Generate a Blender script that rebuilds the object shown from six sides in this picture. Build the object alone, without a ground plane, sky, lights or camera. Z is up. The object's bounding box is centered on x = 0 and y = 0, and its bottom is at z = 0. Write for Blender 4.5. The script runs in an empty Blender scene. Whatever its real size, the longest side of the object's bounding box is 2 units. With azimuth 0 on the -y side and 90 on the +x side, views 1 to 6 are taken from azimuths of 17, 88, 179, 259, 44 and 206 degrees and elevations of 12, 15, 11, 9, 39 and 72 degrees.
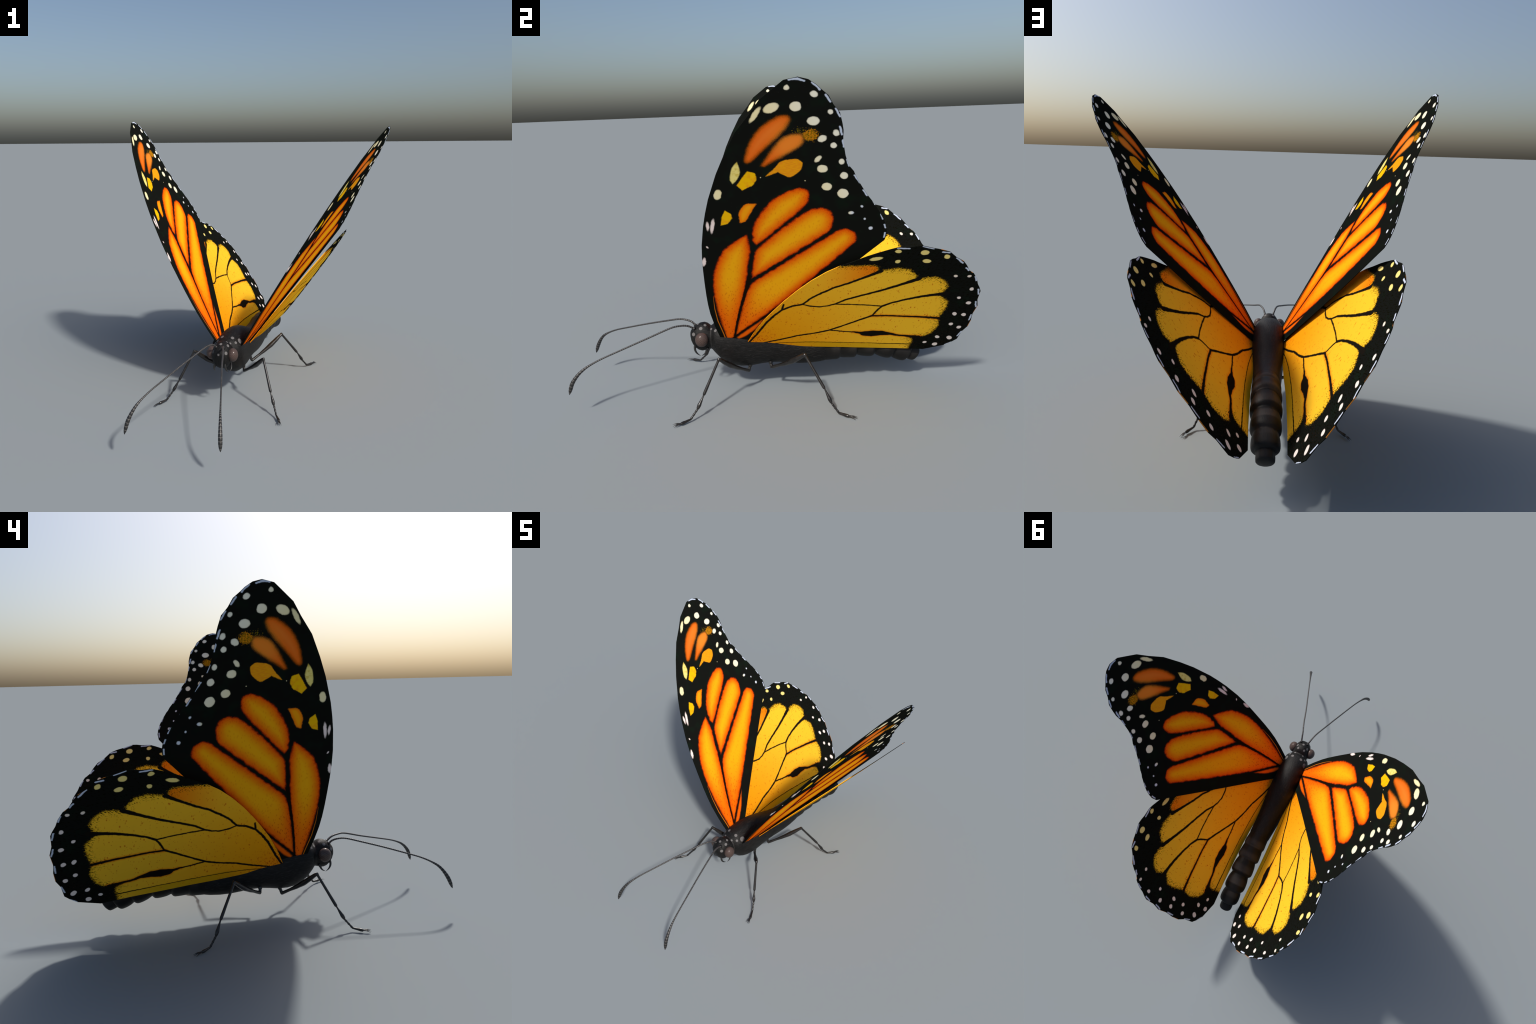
"""A monarch-coloured butterfly standing with half raised wings, built part by part."""
import math
import random

import bmesh
import bpy
import numpy as np
from mathutils import Matrix, Vector

random.seed(7)
MIRROR_X = -0.0885          # x -> MIRROR_X - x swaps the left and the right side of the body


def spot(x, y, rx, ry, angle):
    return (x, y, rx, ry, math.radians(angle))


def dash(x0, y0, x1, y1):
    return (x0, y0, x1, y1)


# ----------------------------------------------------------------------------
# Wing plans, in metres in the plane of each wing: x towards the tail, y towards
# the wing tip, origin at the wing root.
# ----------------------------------------------------------------------------
FOREWING_CELLS = {
    "discal_cell": [(-0.082, 0.340), (-0.081, 0.248), (-0.073, 0.152), (-0.059, 0.039), (-0.046, -0.042), (-0.009, -0.040), (0.065, 0.372), (0.094, 0.600), (0.085, 0.699), (0.012, 0.637), (-0.022, 0.597), (-0.065, 0.485), (-0.077, 0.418)],
    "upper_cell": [(0.112, 0.657), (0.124, 0.643), (0.170, 0.689), (0.306, 0.841), (0.327, 0.875), (0.336, 0.914), (0.328, 0.939), (0.307, 0.948), (0.269, 0.939), (0.231, 0.917), (0.192, 0.884), (0.143, 0.813), (0.112, 0.738)],
    "middle_cell": [(0.098, 0.431), (0.223, 0.541), (0.423, 0.727), (0.438, 0.768), (0.438, 0.802), (0.423, 0.834), (0.395, 0.851), (0.346, 0.842), (0.302, 0.806), (0.232, 0.736), (0.121, 0.609), (0.112, 0.563), (0.104, 0.491)],
    "lower_cell": [(0.003, 0.010), (0.003, -0.010), (0.164, 0.174), (0.500, 0.617), (0.537, 0.670), (0.542, 0.702), (0.525, 0.730), (0.493, 0.744), (0.464, 0.735), (0.440, 0.713), (0.145, 0.443), (0.104, 0.402), (0.073, 0.337), (0.044, 0.215), (0.024, 0.116)],
    "tip_patch": [(0.087, 1.071), (0.095, 1.056), (0.113, 1.061), (0.156, 1.108), (0.244, 1.215), (0.256, 1.244), (0.249, 1.259), (0.219, 1.259), (0.176, 1.233), (0.140, 1.199), (0.112, 1.154), (0.094, 1.104)],
    "tip_patch_b": [(0.150, 1.048), (0.164, 1.042), (0.197, 1.065), (0.292, 1.137), (0.304, 1.160), (0.295, 1.182), (0.259, 1.181), (0.228, 1.165), (0.197, 1.128), (0.169, 1.086)],
    "teardrop_patch": [(0.199, 1.031), (0.239, 1.005), (0.254, 0.997), (0.277, 1.007), (0.302, 1.036), (0.306, 1.064), (0.284, 1.080), (0.248, 1.077), (0.225, 1.068), (0.205, 1.044)],
    "yellow_patch": [(0.056, 0.955), (0.075, 0.932), (0.115, 0.954), (0.131, 0.981), (0.128, 1.013), (0.098, 1.021), (0.078, 0.991)],
    "pale_patch": [(0.031, 0.979), (0.040, 0.961), (0.061, 0.985), (0.072, 1.020), (0.062, 1.062), (0.048, 1.048), (0.036, 1.019)],
    "orange_patch": [(0.056, 0.811), (0.060, 0.763), (0.084, 0.772), (0.106, 0.816), (0.130, 0.866), (0.092, 0.865), (0.073, 0.851)],
    "lemon_patch": [(-0.020, 0.748), (0.008, 0.756), (0.027, 0.787), (0.024, 0.809), (0.002, 0.826), (-0.012, 0.796)],
    "sliver": [(0.004, -0.030), (0.014, -0.045), (0.053, -0.020), (0.109, 0.049), (0.161, 0.150), (0.035, 0.009)],
}
HINDWING_CELLS = {
    "costal_cell": [(-0.018, -0.038), (0.584, 0.566), (0.585, 0.596), (0.566, 0.611), (0.512, 0.612), (0.442, 0.609), (0.373, 0.599), (0.296, 0.530), (0.143, 0.319)],
    "cell_b": [(0.275, 0.329), (0.423, 0.319), (0.617, 0.417), (0.764, 0.503), (0.765, 0.535), (0.724, 0.578), (0.673, 0.589), (0.593, 0.574), (0.386, 0.446)],
    "cell_c": [(0.422, 0.327), (0.647, 0.301), (0.905, 0.393), (0.923, 0.448), (0.905, 0.486), (0.857, 0.521), (0.803, 0.517), (0.751, 0.496)],
    "cell_d": [(0.605, 0.223), (0.941, 0.192), (0.957, 0.277), (0.953, 0.329), (0.910, 0.373), (0.856, 0.378), (0.745, 0.353), (0.646, 0.309)],
    "cell_e": [(0.409, 0.099), (0.807, 0.025), (0.897, 0.025), (0.936, 0.055), (0.956, 0.124), (0.940, 0.187), (0.607, 0.227)],
    "anal_cell": [(-0.001, -0.017), (0.167, -0.175), (0.642, -0.184), (0.841, -0.101), (0.852, -0.038), (0.846, 0.005), (0.807, 0.025), (0.607, 0.077), (0.411, 0.104)],
    "discal_cell": [(-0.011, -0.028), (0.409, 0.095), (0.609, 0.218), (0.652, 0.308), (0.422, 0.332), (0.271, 0.334), (0.162, 0.235)],
}
FOREWING_SPOTS = [
    spot(0.241, 1.361, 0.0095, 0.0093, -2),
    spot(0.333, 1.339, 0.0137, 0.0110, -29),
    spot(0.272, 1.292, 0.0200, 0.0183, -3),
    spot(0.189, 1.285, 0.0287, 0.0176, 25),
    spot(0.133, 1.258, 0.0357, 0.0097, 58),
    spot(0.336, 1.238, 0.0220, 0.0176, -2),
    spot(0.371, 1.168, 0.0165, 0.0138, 33),
    spot(0.393, 1.274, 0.0095, 0.0089, -26),
    spot(0.419, 1.193, 0.0138, 0.0112, -60),
    spot(0.414, 1.141, 0.0124, 0.0117, -44),
    spot(0.361, 1.082, 0.0172, 0.0096, 54),
    spot(0.380, 1.039, 0.0200, 0.0169, -5),
    spot(0.448, 1.073, 0.0127, 0.0100, -79),
    spot(0.463, 1.010, 0.0164, 0.0147, -67),
    spot(0.402, 0.957, 0.0196, 0.0179, -11),
    spot(0.466, 0.926, 0.0229, 0.0208, -66),
    spot(0.545, 0.863, 0.0066, 0.0050, -46),
    spot(0.507, 0.830, 0.0109, 0.0084, -5),
    spot(0.564, 0.799, 0.0054, 0.0049, -59),
    spot(0.594, 0.750, 0.0086, 0.0078, -47),
    spot(-0.022, 0.907, 0.0267, 0.0151, 75),
    spot(-0.076, 0.740, 0.0230, 0.0063, 88),
    spot(-0.056, 0.741, 0.0394, 0.0082, 80),
    spot(-0.088, 0.619, 0.0064, 0.0042, -51),
    spot(-0.110, 0.528, 0.0279, 0.0082, 81),
    spot(0.148, 0.994, 0.0024, 0.0023, 32),
    spot(0.318, 0.982, 0.0024, 0.0023, -26),
]
HINDWING_SPOTS = [
    spot(0.566, 0.656, 0.0275, 0.0111, 13),
    spot(0.653, 0.702, 0.0141, 0.0102, -17),
    spot(0.662, 0.635, 0.0116, 0.0112, -23),
    spot(0.767, 0.691, 0.0187, 0.0149, -24),
    spot(0.787, 0.634, 0.0185, 0.0122, -15),
    spot(0.868, 0.660, 0.0158, 0.0115, -51),
    spot(0.940, 0.524, 0.0105, 0.0078, -43),
    spot(1.002, 0.521, 0.0091, 0.0081, -34),
    spot(1.040, 0.424, 0.0125, 0.0091, -73),
    spot(0.999, 0.358, 0.0108, 0.0079, -38),
    spot(1.056, 0.314, 0.0138, 0.0108, -48),
    spot(1.013, 0.224, 0.0153, 0.0097, -62),
    spot(1.060, 0.215, 0.0143, 0.0108, -55),
    spot(1.018, 0.133, 0.0133, 0.0101, -67),
    spot(1.066, 0.102, 0.0137, 0.0114, -63),
    spot(0.977, 0.015, 0.0147, 0.0102, -58),
    spot(1.042, 0.004, 0.0200, 0.0127, -62),
    spot(0.923, -0.034, 0.0114, 0.0099, -26),
    spot(0.981, -0.057, 0.0160, 0.0140, -70),
]
FOREWING_DASHES = [
    dash(0.247, 1.389, 0.276, 1.392),
    dash(0.276, 1.392, 0.300, 1.386),
    dash(0.325, 1.380, 0.352, 1.356),
    dash(0.373, 1.337, 0.390, 1.312),
    dash(0.410, 1.287, 0.427, 1.256),
    dash(0.430, 1.218, 0.440, 1.186),
    dash(0.445, 1.163, 0.451, 1.137),
    dash(0.467, 1.081, 0.478, 1.054),
    dash(0.502, 1.012, 0.524, 0.979),
    dash(0.542, 0.943, 0.560, 0.919),
    dash(0.590, 0.886, 0.602, 0.869),
    dash(0.625, 0.826, 0.636, 0.800),
    dash(0.647, 0.771, 0.652, 0.754),
    dash(0.655, 0.726, 0.655, 0.702),
]
HINDWING_DASHES = [
    dash(0.799, 0.714, 0.752, 0.731),
    dash(0.696, 0.718, 0.646, 0.723),
    dash(0.872, 0.686, 0.842, 0.692),
    dash(0.947, 0.616, 0.912, 0.650),
    dash(0.988, 0.562, 0.971, 0.582),
    dash(1.043, 0.487, 1.030, 0.517),
    dash(1.083, 0.383, 1.072, 0.422),
    dash(1.101, 0.280, 1.088, 0.322),
    dash(1.098, 0.213, 1.099, 0.167),
    dash(1.090, 0.062, 1.080, 0.020),
    dash(1.062, -0.041, 1.036, -0.064),
]
HINDWING_VEINS = {
    "subcosta": [(0.003, -0.018, 0.0044), (0.050, 0.069, 0.0053), (0.101, 0.176, 0.0053), (0.138, 0.235, 0.0053), (0.173, 0.280, 0.0053), (0.220, 0.311, 0.0053), (0.269, 0.326, 0.0053)],
    "spur": [(0.173, 0.280, 0.0044), (0.180, 0.324, 0.0035)],
    "radius": [(0.269, 0.326, 0.0044), (0.305, 0.374, 0.0048), (0.349, 0.412, 0.0053), (0.402, 0.453, 0.0053), (0.466, 0.487, 0.0057), (0.523, 0.522, 0.0062), (0.599, 0.571, 0.0097)],
    "media": [(0.272, 0.324, 0.0040), (0.309, 0.310, 0.0040), (0.350, 0.305, 0.0040), (0.391, 0.314, 0.0040), (0.422, 0.327, 0.0044), (0.469, 0.362, 0.0048), (0.540, 0.395, 0.0057), (0.616, 0.427, 0.0066), (0.695, 0.466, 0.0079), (0.776, 0.509, 0.0114)],
    "cross_vein": [(0.422, 0.326, 0.0035), (0.484, 0.324, 0.0031), (0.574, 0.316, 0.0031), (0.647, 0.305, 0.0035)],
    "media_b": [(0.647, 0.305, 0.0070), (0.684, 0.328, 0.0053), (0.745, 0.353, 0.0062), (0.816, 0.375, 0.0079), (0.883, 0.389, 0.0088), (0.934, 0.395, 0.0114)],
    "cross_vein_b": [(0.647, 0.305, 0.0053), (0.628, 0.271, 0.0044), (0.611, 0.226, 0.0040)],
    "cubitus": [(0.022, -0.037, 0.0044), (0.068, -0.023, 0.0044), (0.165, 0.011, 0.0048), (0.260, 0.051, 0.0048), (0.353, 0.076, 0.0048), (0.415, 0.101, 0.0053)],
    "cubitus_b": [(0.415, 0.101, 0.0048), (0.491, 0.149, 0.0048), (0.548, 0.187, 0.0048), (0.608, 0.224, 0.0053), (0.684, 0.223, 0.0048), (0.771, 0.213, 0.0053), (0.865, 0.203, 0.0062), (0.942, 0.189, 0.0079)],
    "cubitus_c": [(0.412, 0.101, 0.0040), (0.479, 0.088, 0.0040), (0.536, 0.081, 0.0044), (0.572, 0.073, 0.0079), (0.595, 0.065, 0.0202), (0.634, 0.064, 0.0263), (0.678, 0.065, 0.0202), (0.731, 0.055, 0.0088), (0.772, 0.039, 0.0062), (0.879, 0.022, 0.0088)],
    "anal_vein": [(0.100, -0.031, 0.0021), (0.126, -0.028, 0.0022), (0.165, -0.021, 0.0022), (0.230, -0.015, 0.0022), (0.327, -0.012, 0.0022), (0.489, -0.018, 0.0022)],
    "anal_vein_b": [(0.489, -0.018, 0.0022), (0.621, -0.028, 0.0022), (0.754, -0.041, 0.0034), (0.851, -0.050, 0.0038)],
}
FOREWING_OUTLINE = [(-0.066, -0.105), (-0.082, -0.022), (-0.099, 0.058), (-0.114, 0.160), (-0.119, 0.228), (-0.121, 0.302), (-0.121, 0.391), (-0.120, 0.475), (-0.117, 0.555), (-0.111, 0.631), (-0.095, 0.739), (-0.080, 0.811), (-0.063, 0.879), (-0.023, 1.001), (0.014, 1.090), (0.060, 1.186), (0.113, 1.259), (0.150, 1.316), (0.191, 1.352), (0.230, 1.386), (0.277, 1.398), (0.312, 1.390), (0.340, 1.372), (0.358, 1.355), (0.383, 1.334), (0.402, 1.300), (0.426, 1.271), (0.438, 1.230), (0.444, 1.204), (0.446, 1.166), (0.454, 1.127), (0.461, 1.097), (0.468, 1.077), (0.479, 1.052), (0.498, 1.029), (0.505, 1.013), (0.524, 0.977), (0.531, 0.967), (0.540, 0.952), (0.562, 0.918), (0.582, 0.892), (0.594, 0.871), (0.605, 0.858), (0.624, 0.826), (0.637, 0.804), (0.650, 0.776), (0.659, 0.747), (0.664, 0.719), (0.659, 0.686), (0.592, 0.600), (0.444, 0.405), (0.315, 0.240), (0.091, -0.047), (0.012, -0.150)]
HINDWING_OUTLINE = [(-0.003, -0.017), (0.042, 0.101), (0.092, 0.204), (0.146, 0.294), (0.182, 0.352), (0.243, 0.438), (0.300, 0.507), (0.360, 0.566), (0.416, 0.608), (0.471, 0.638), (0.529, 0.673), (0.571, 0.694), (0.616, 0.714), (0.648, 0.726), (0.695, 0.727), (0.722, 0.732), (0.749, 0.733), (0.799, 0.716), (0.839, 0.705), (0.874, 0.690), (0.912, 0.652), (0.948, 0.627), (0.971, 0.596), (0.993, 0.559), (1.018, 0.538), (1.043, 0.498), (1.058, 0.460), (1.076, 0.429), (1.086, 0.407), (1.091, 0.341), (1.107, 0.287), (1.102, 0.222), (1.110, 0.163), (1.109, 0.109), (1.092, 0.063), (1.086, -0.010), (1.062, -0.041), (1.033, -0.068), (0.928, -0.106), (0.782, -0.088), (0.494, -0.065), (0.362, -0.060), (0.231, -0.051), (0.165, -0.042), (0.100, -0.063), (0.021, -0.052)]


# Where each wing stands: axes of its plane (columns) and its root.
FOREWING_RIGHT = [[0.08781, 0.49572, 0.86403], [0.99488, 0.0, -0.10111], [-0.05012, 0.86848, -0.49318]]
FOREWING_RIGHT_AT = (0.0692, -0.1734, 0.3479)
FOREWING_LEFT = [[-0.08147, -0.42036, -0.90369], [0.99558, 0.00822, -0.09358], [-0.04676, 0.90732, -0.41783]]
FOREWING_LEFT_AT = (-0.1782, -0.1739, 0.3431)
HINDWING_RIGHT = [[0.02608, 0.57503, 0.81772], [0.99949, 0.0, -0.03188], [-0.01833, 0.81814, -0.57473]]
HINDWING_RIGHT_AT = (0.0531, -0.1119, 0.2973)
HINDWING_LEFT = [[-0.05364, -0.52478, -0.84955], [0.99797, 0.00116, -0.06372], [-0.03442, 0.85124, -0.52365]]
HINDWING_LEFT_AT = (-0.1437, -0.112, 0.3001)


# ----------------------------------------------------------------------------
# Node helpers
# ----------------------------------------------------------------------------
def srgb(r, g, b):
    def f(c):
        c /= 255.0
        return c / 12.92 if c <= 0.04045 else ((c + 0.055) / 1.055) ** 2.4
    return (f(r), f(g), f(b), 1.0)


class Nodes:
    """Small builder for procedural masks; every call adds a node and returns its output."""

    def __init__(self, name):
        self.mat = bpy.data.materials.new(name)
        self.mat.use_nodes = True
        self.tree = self.mat.node_tree
        self.tree.nodes.clear()

    def new(self, kind, **props):
        n = self.tree.nodes.new(kind)
        for k, v in props.items():
            setattr(n, k, v)
        return n

    def put(self, socket, value):
        if isinstance(value, bpy.types.NodeSocket):
            self.tree.links.new(value, socket)
        else:
            socket.default_value = value

    def math(self, op, a, b=None, c=None, clamp=False):
        n = self.new("ShaderNodeMath", operation=op, use_clamp=clamp)
        for i, v in enumerate((a, b, c)):
            if v is not None:
                self.put(n.inputs[i], v)
        return n.outputs[0]

    def vec(self, op, a, b=None, scale=None):
        n = self.new("ShaderNodeVectorMath", operation=op)
        self.put(n.inputs[0], a)
        if b is not None:
            self.put(n.inputs[1], b)
        if scale is not None:
            self.put(n.inputs["Scale"], scale)
        return n.outputs["Value"] if op in ("DOT_PRODUCT", "LENGTH", "DISTANCE") else n.outputs["Vector"]

    def ramp(self, value, lo, hi, smooth=True):
        """0 at lo, 1 at hi."""
        n = self.new("ShaderNodeMapRange", interpolation_type="SMOOTHSTEP" if smooth else "LINEAR")
        self.put(n.inputs["Value"], value)
        n.inputs["From Min"].default_value, n.inputs["From Max"].default_value = lo, hi
        return n.outputs[0]

    def mix(self, fac, a, b, blend="MIX"):
        n = self.new("ShaderNodeMix", data_type="RGBA", blend_type=blend)
        self.put(n.inputs[0], fac)
        self.put(n.inputs[6], a)
        self.put(n.inputs[7], b)
        return n.outputs[2]

    def colours(self, value, stops):
        n = self.new("ShaderNodeValToRGB")
        self.put(n.inputs[0], value)
        e = n.color_ramp.elements
        while len(e) < len(stops):
            e.new(0.5)
        for item, (pos, col) in zip(e, stops):
            item.position, item.color = pos, col
        return n.outputs[0]

    def noise(self, vector, scale, detail=2.0, rough=0.5):
        n = self.new("ShaderNodeTexNoise")
        self.put(n.inputs["Vector"], vector)
        n.inputs["Scale"].default_value = scale
        n.inputs["Detail"].default_value = detail
        n.inputs["Roughness"].default_value = rough
        return n.outputs["Fac"]

    def mapped(self, vector, scale=(1, 1, 1), rot=(0, 0, 0), loc=(0, 0, 0)):
        n = self.new("ShaderNodeMapping")
        self.put(n.inputs["Vector"], vector)
        n.inputs["Scale"].default_value = scale
        n.inputs["Rotation"].default_value = rot
        n.inputs["Location"].default_value = loc
        return n.outputs[0]

    def surface(self, colour, rough=0.5, specular=0.5, bump=None, strength=0.2, distance=0.002, **more):
        b = self.new("ShaderNodeBsdfPrincipled")
        self.put(b.inputs["Base Color"], colour)
        self.put(b.inputs["Roughness"], rough)
        b.inputs["Specular IOR Level"].default_value = specular
        for k, v in more.items():
            self.put(b.inputs[k.replace("_", " ")], v)
        if bump is not None:
            n = self.new("ShaderNodeBump")
            n.inputs["Strength"].default_value = strength
            n.inputs["Distance"].default_value = distance
            self.put(n.inputs["Height"], bump)
            self.put(b.inputs["Normal"], n.outputs[0])
        o = self.new("ShaderNodeOutputMaterial")
        self.put(o.inputs[0], b.outputs[0])
        return self.mat

    # --- plane shapes, as signed distances in metres ------------------------
    def cell(self, p1, points, soft=0.012):
        """Rounded convex patch: smooth maximum over its edges. p1 = (x, y, 1)."""
        pts = [Vector(p) for p in points]
        mid = sum(pts, Vector((0, 0))) / len(pts)
        d = None
        for a, b in zip(pts, pts[1:] + pts[:1]):
            e = (b - a).normalized()
            n = Vector((e.y, -e.x))
            if n.dot(mid - a) > 0:
                n = -n
            side = self.vec("DOT_PRODUCT", p1, (n.x, n.y, -n.dot(a)))
            d = side if d is None else self.math("SMOOTH_MAX", d, side, soft)
        return d

    def oval(self, p0, s):
        x, y, rx, ry, ang = s
        n = self.new("ShaderNodeMapping", vector_type="TEXTURE")
        self.put(n.inputs["Vector"], p0)
        n.inputs["Location"].default_value = (x, y, 0)
        n.inputs["Rotation"].default_value = (0, 0, ang)
        n.inputs["Scale"].default_value = (rx, ry, 1)
        d = self.math("SUBTRACT", self.vec("LENGTH", n.outputs[0]), 1.0)
        return self.math("MULTIPLY", d, min(rx, ry))

    def stroke(self, p0, a, b, ra, rb):
        """Tapered line from a to b."""
        ab = Vector((b[0] - a[0], b[1] - a[1], 0))
        k = ab / ab.length_squared
        q = self.vec("SUBTRACT", p0, (a[0], a[1], 0))
        along = self.vec("DOT_PRODUCT", q, k)
        c = self.new("ShaderNodeClamp")
        self.put(c.inputs[0], along)
        t = c.outputs[0]
        n = self.new("ShaderNodeVectorMath", operation="SCALE")
        n.inputs[0].default_value = ab
        self.put(n.inputs["Scale"], t)
        d = self.vec("DISTANCE", q, n.outputs["Vector"])
        if abs(ra - rb) < 2e-4:
            return self.math("SUBTRACT", d, (ra + rb) / 2)
        return self.math("SUBTRACT", d, self.math("MULTIPLY_ADD", t, rb - ra, ra))

    def line(self, p0, pts, d=None):
        for a, b in zip(pts, pts[1:]):
            s = self.stroke(p0, a, b, a[2], b[2])
            d = s if d is None else self.math("MINIMUM", d, s)
        return d

    def union(self, makers):
        d = None
        for make in makers:
            s = make()
            d = s if d is None else self.math("MINIMUM", d, s)
        return d


BLACK = (0.0075, 0.0082, 0.0070, 1)


def wing_frame(m):
    """Wing-plane position with a hand-painted wobble, plus shared grain."""
    tc = m.new("ShaderNodeTexCoord")
    flat = m.vec("MULTIPLY", tc.outputs["Object"], (1, 1, 0))
    n = m.new("ShaderNodeTexNoise")
    m.put(n.inputs["Vector"], flat)
    n.inputs["Scale"].default_value = 55
    n.inputs["Detail"].default_value = 3
    wob = m.vec("SUBTRACT", n.outputs["Color"], (0.5, 0.5, 0.5))
    wob = m.vec("MULTIPLY", wob, (0.0065, 0.0065, 0))
    p0 = m.vec("ADD", flat, wob)
    p1 = m.vec("ADD", p0, (0, 0, 1))
    # 1 on the two faces of the wing, 0 on its thin rim
    m.face = m.ramp(m.math("ABSOLUTE", m.vec("DOT_PRODUCT", tc.outputs["Normal"], (0, 0, 1))), 0.35, 0.6)
    return flat, p0, p1


def flecks(m, flat, scale, size, stretch, angle):
    """Sparse small dashes of pigment."""
    v = m.new("ShaderNodeTexVoronoi")
    m.put(v.inputs["Vector"], m.mapped(flat, (1, stretch, 1), (0, 0, angle)))
    v.inputs["Scale"].default_value = scale
    return m.ramp(v.outputs["Distance"], size, size * 0.45)


def forewing_material():
    m = Nodes("forewing_scales")
    flat, p0, p1 = wing_frame(m)
    grain = m.noise(flat, 330, 2, 0.6)
    black = m.mix(m.ramp(m.noise(flat, 14, 3), 0.5, 0.72), BLACK, (0.0070, 0.0115, 0.0078, 1))
    black = m.mix(flecks(m, flat, 62, 0.09, 1, 0), black, (0.018, 0.019, 0.015, 1))

    # big orange cells between the veins: red-orange rim, golden middle
    big = ("discal_cell", "upper_cell", "middle_cell", "lower_cell")
    d = m.union([lambda k=k: m.cell(p1, FOREWING_CELLS[k], 0.010) for k in big])
    d = m.math("MULTIPLY_ADD", m.math("SUBTRACT", grain, 0.5), 0.014, d)
    d = m.math("MULTIPLY_ADD", m.math("SUBTRACT", m.noise(flat, 28, 2), 0.5), 0.014, d)
    colour = m.colours(m.ramp(d, -0.058, 0.007, False), [
        (0.0, ORANGE_MID), (0.30, ORANGE_GOLD), (0.58, ORANGE), (0.80, ORANGE_RIM), (0.90, srgb(196, 58, 6)), (0.955, (0.12, 0.014, 0.001, 1)), (1.0, (0.012, 0.006, 0.002, 1))])
    peppery = m.math("MULTIPLY", m.ramp(d, -0.026, -0.004), m.ramp(m.noise(flat, 210, 2, 0.6), 0.52, 0.66))
    colour = m.mix(m.math("MULTIPLY", peppery, 0.45), colour, srgb(186, 50, 8))
    near = m.ramp(m.vec("LENGTH", flat), 0.46, 0.05)
    colour = m.mix(m.math("MULTIPLY", near, 0.85), colour, m.mix(m.ramp(d, -0.012, 0.002), ORANGE_ROOT, (0.12, 0.012, 0.001, 1)))
    dust = m.math("MULTIPLY", flecks(m, flat, 105, 0.36, 0.45, 0.6), m.math("MULTIPLY_ADD", near, 0.80, 0.18))
    colour = m.mix(dust, colour, ORANGE_FLECK)
    out = m.mix(m.ramp(d, 0.008, -0.003), black, colour)

    d = m.math("ADD", m.cell(p1, FOREWING_CELLS["sliver"], 0.008), 0.0035)
    out = m.mix(m.ramp(d, 0.006, -0.006), out, ORANGE_ROOT)
    d = m.cell(p1, FOREWING_CELLS["orange_patch"], 0.008)
    d = m.math("MULTIPLY_ADD", m.math("SUBTRACT", grain, 0.5), 0.010, d)
    out = m.mix(m.ramp(d, 0.003, -0.003), out, m.mix(m.ramp(d, -0.016, -0.002), ORANGE_GOLD, ORANGE))

    # stem of the main vein, and the thin vein behind the lower cell
    stem = [(0.089, 0.441), (0.074, 0.372), (0.054, 0.282), (0.034, 0.196), (0.015, 0.095), (-0.002, -0.012), (-0.009, -0.057)]
    d = m.line(p0, [(x, y, r) for (x, y), r in zip(stem, (0.0095, 0.0085, 0.0070, 0.0060, 0.0055, 0.0050, 0.0050))])
    out = m.mix(m.ramp(d, 0.0020, -0.0018), out, (0.010, 0.006, 0.004, 1))
    d = m.line(p0, [(0.172, 0.172, 0.0050), (0.164, 0.164, 0.0046), (0.101, 0.095, 0.0036), (0.035, 0.021, 0.0036), (0.001, -0.018, 0.0036), (-0.034, -0.058, 0.0036)])
    out = m.mix(m.ramp(d, 0.0015, -0.0015), out, (0.010, 0.006, 0.004, 1))

    # thin orange streak along the leading edge
    edge = [(-0.089, 0.294), (-0.089, 0.200), (-0.081, 0.106), (-0.059, -0.004), (-0.050, -0.059)]
    d = m.line(flat, [(x, y, r) for (x, y), r in zip(edge, (0.0006, 0.0020, 0.0026, 0.0030, 0.0030))])
    out = m.mix(m.ramp(d, 0.001, -0.0015), out, srgb(190, 104, 22))
    d = m.line(flat, [(x + 0.0062, y, r) for (x, y), r in zip(edge, (0.0010, 0.0020, 0.0026, 0.0030, 0.0030))])
    out = m.mix(m.ramp(d, 0.001, -0.001), out, BLACK)

    # dull orange patches near the tip, soft at the rim
    d = m.union([lambda k=k: m.cell(p1, FOREWING_CELLS[k], 0.012) for k in ("tip_patch", "tip_patch_b")])
    d = m.math("MULTIPLY_ADD", m.math("SUBTRACT", grain, 0.5), 0.014, d)
    colour = m.colours(m.ramp(d, -0.03, 0.008, False), [(0, srgb(236, 118, 40)), (0.45, srgb(230, 106, 28)), (0.72, srgb(170, 78, 14)), (0.9, srgb(52, 40, 10)), (1, (0.01, 0.012, 0.004, 1))])
    colour = m.mix(m.math("MULTIPLY", m.ramp(m.vec("DISTANCE", flat, (0.27, 1.15, 0)), 0.12, 0.03), 0.6), colour, srgb(244, 146, 50), "MIX")
    out = m.mix(m.ramp(d, 0.011, -0.006), out, colour)

    # dusty patch of scattered scales
    d = m.oval(p0, spot(0.329, 1.182, 0.026, 0.022, 0))
    d = m.math("MULTIPLY_ADD", m.math("SUBTRACT", m.noise(flat, 120, 3, 0.7), 0.5), 0.06, d)
    out = m.mix(m.ramp(d, 0.004, -0.004), out, m.mix(m.ramp(m.noise(flat, 170), 0.42, 0.58), srgb(120, 92, 12), srgb(205, 128, 22)))
    d = m.oval(p0, spot(0.288, 1.197, 0.024, 0.012, 5))
    d = m.math("MULTIPLY_ADD", m.math("SUBTRACT", m.noise(flat, 150, 2, 0.7), 0.40), 0.085, d)
    out = m.mix(m.ramp(d, 0.001, -0.003), out, srgb(110, 92, 16))

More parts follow.
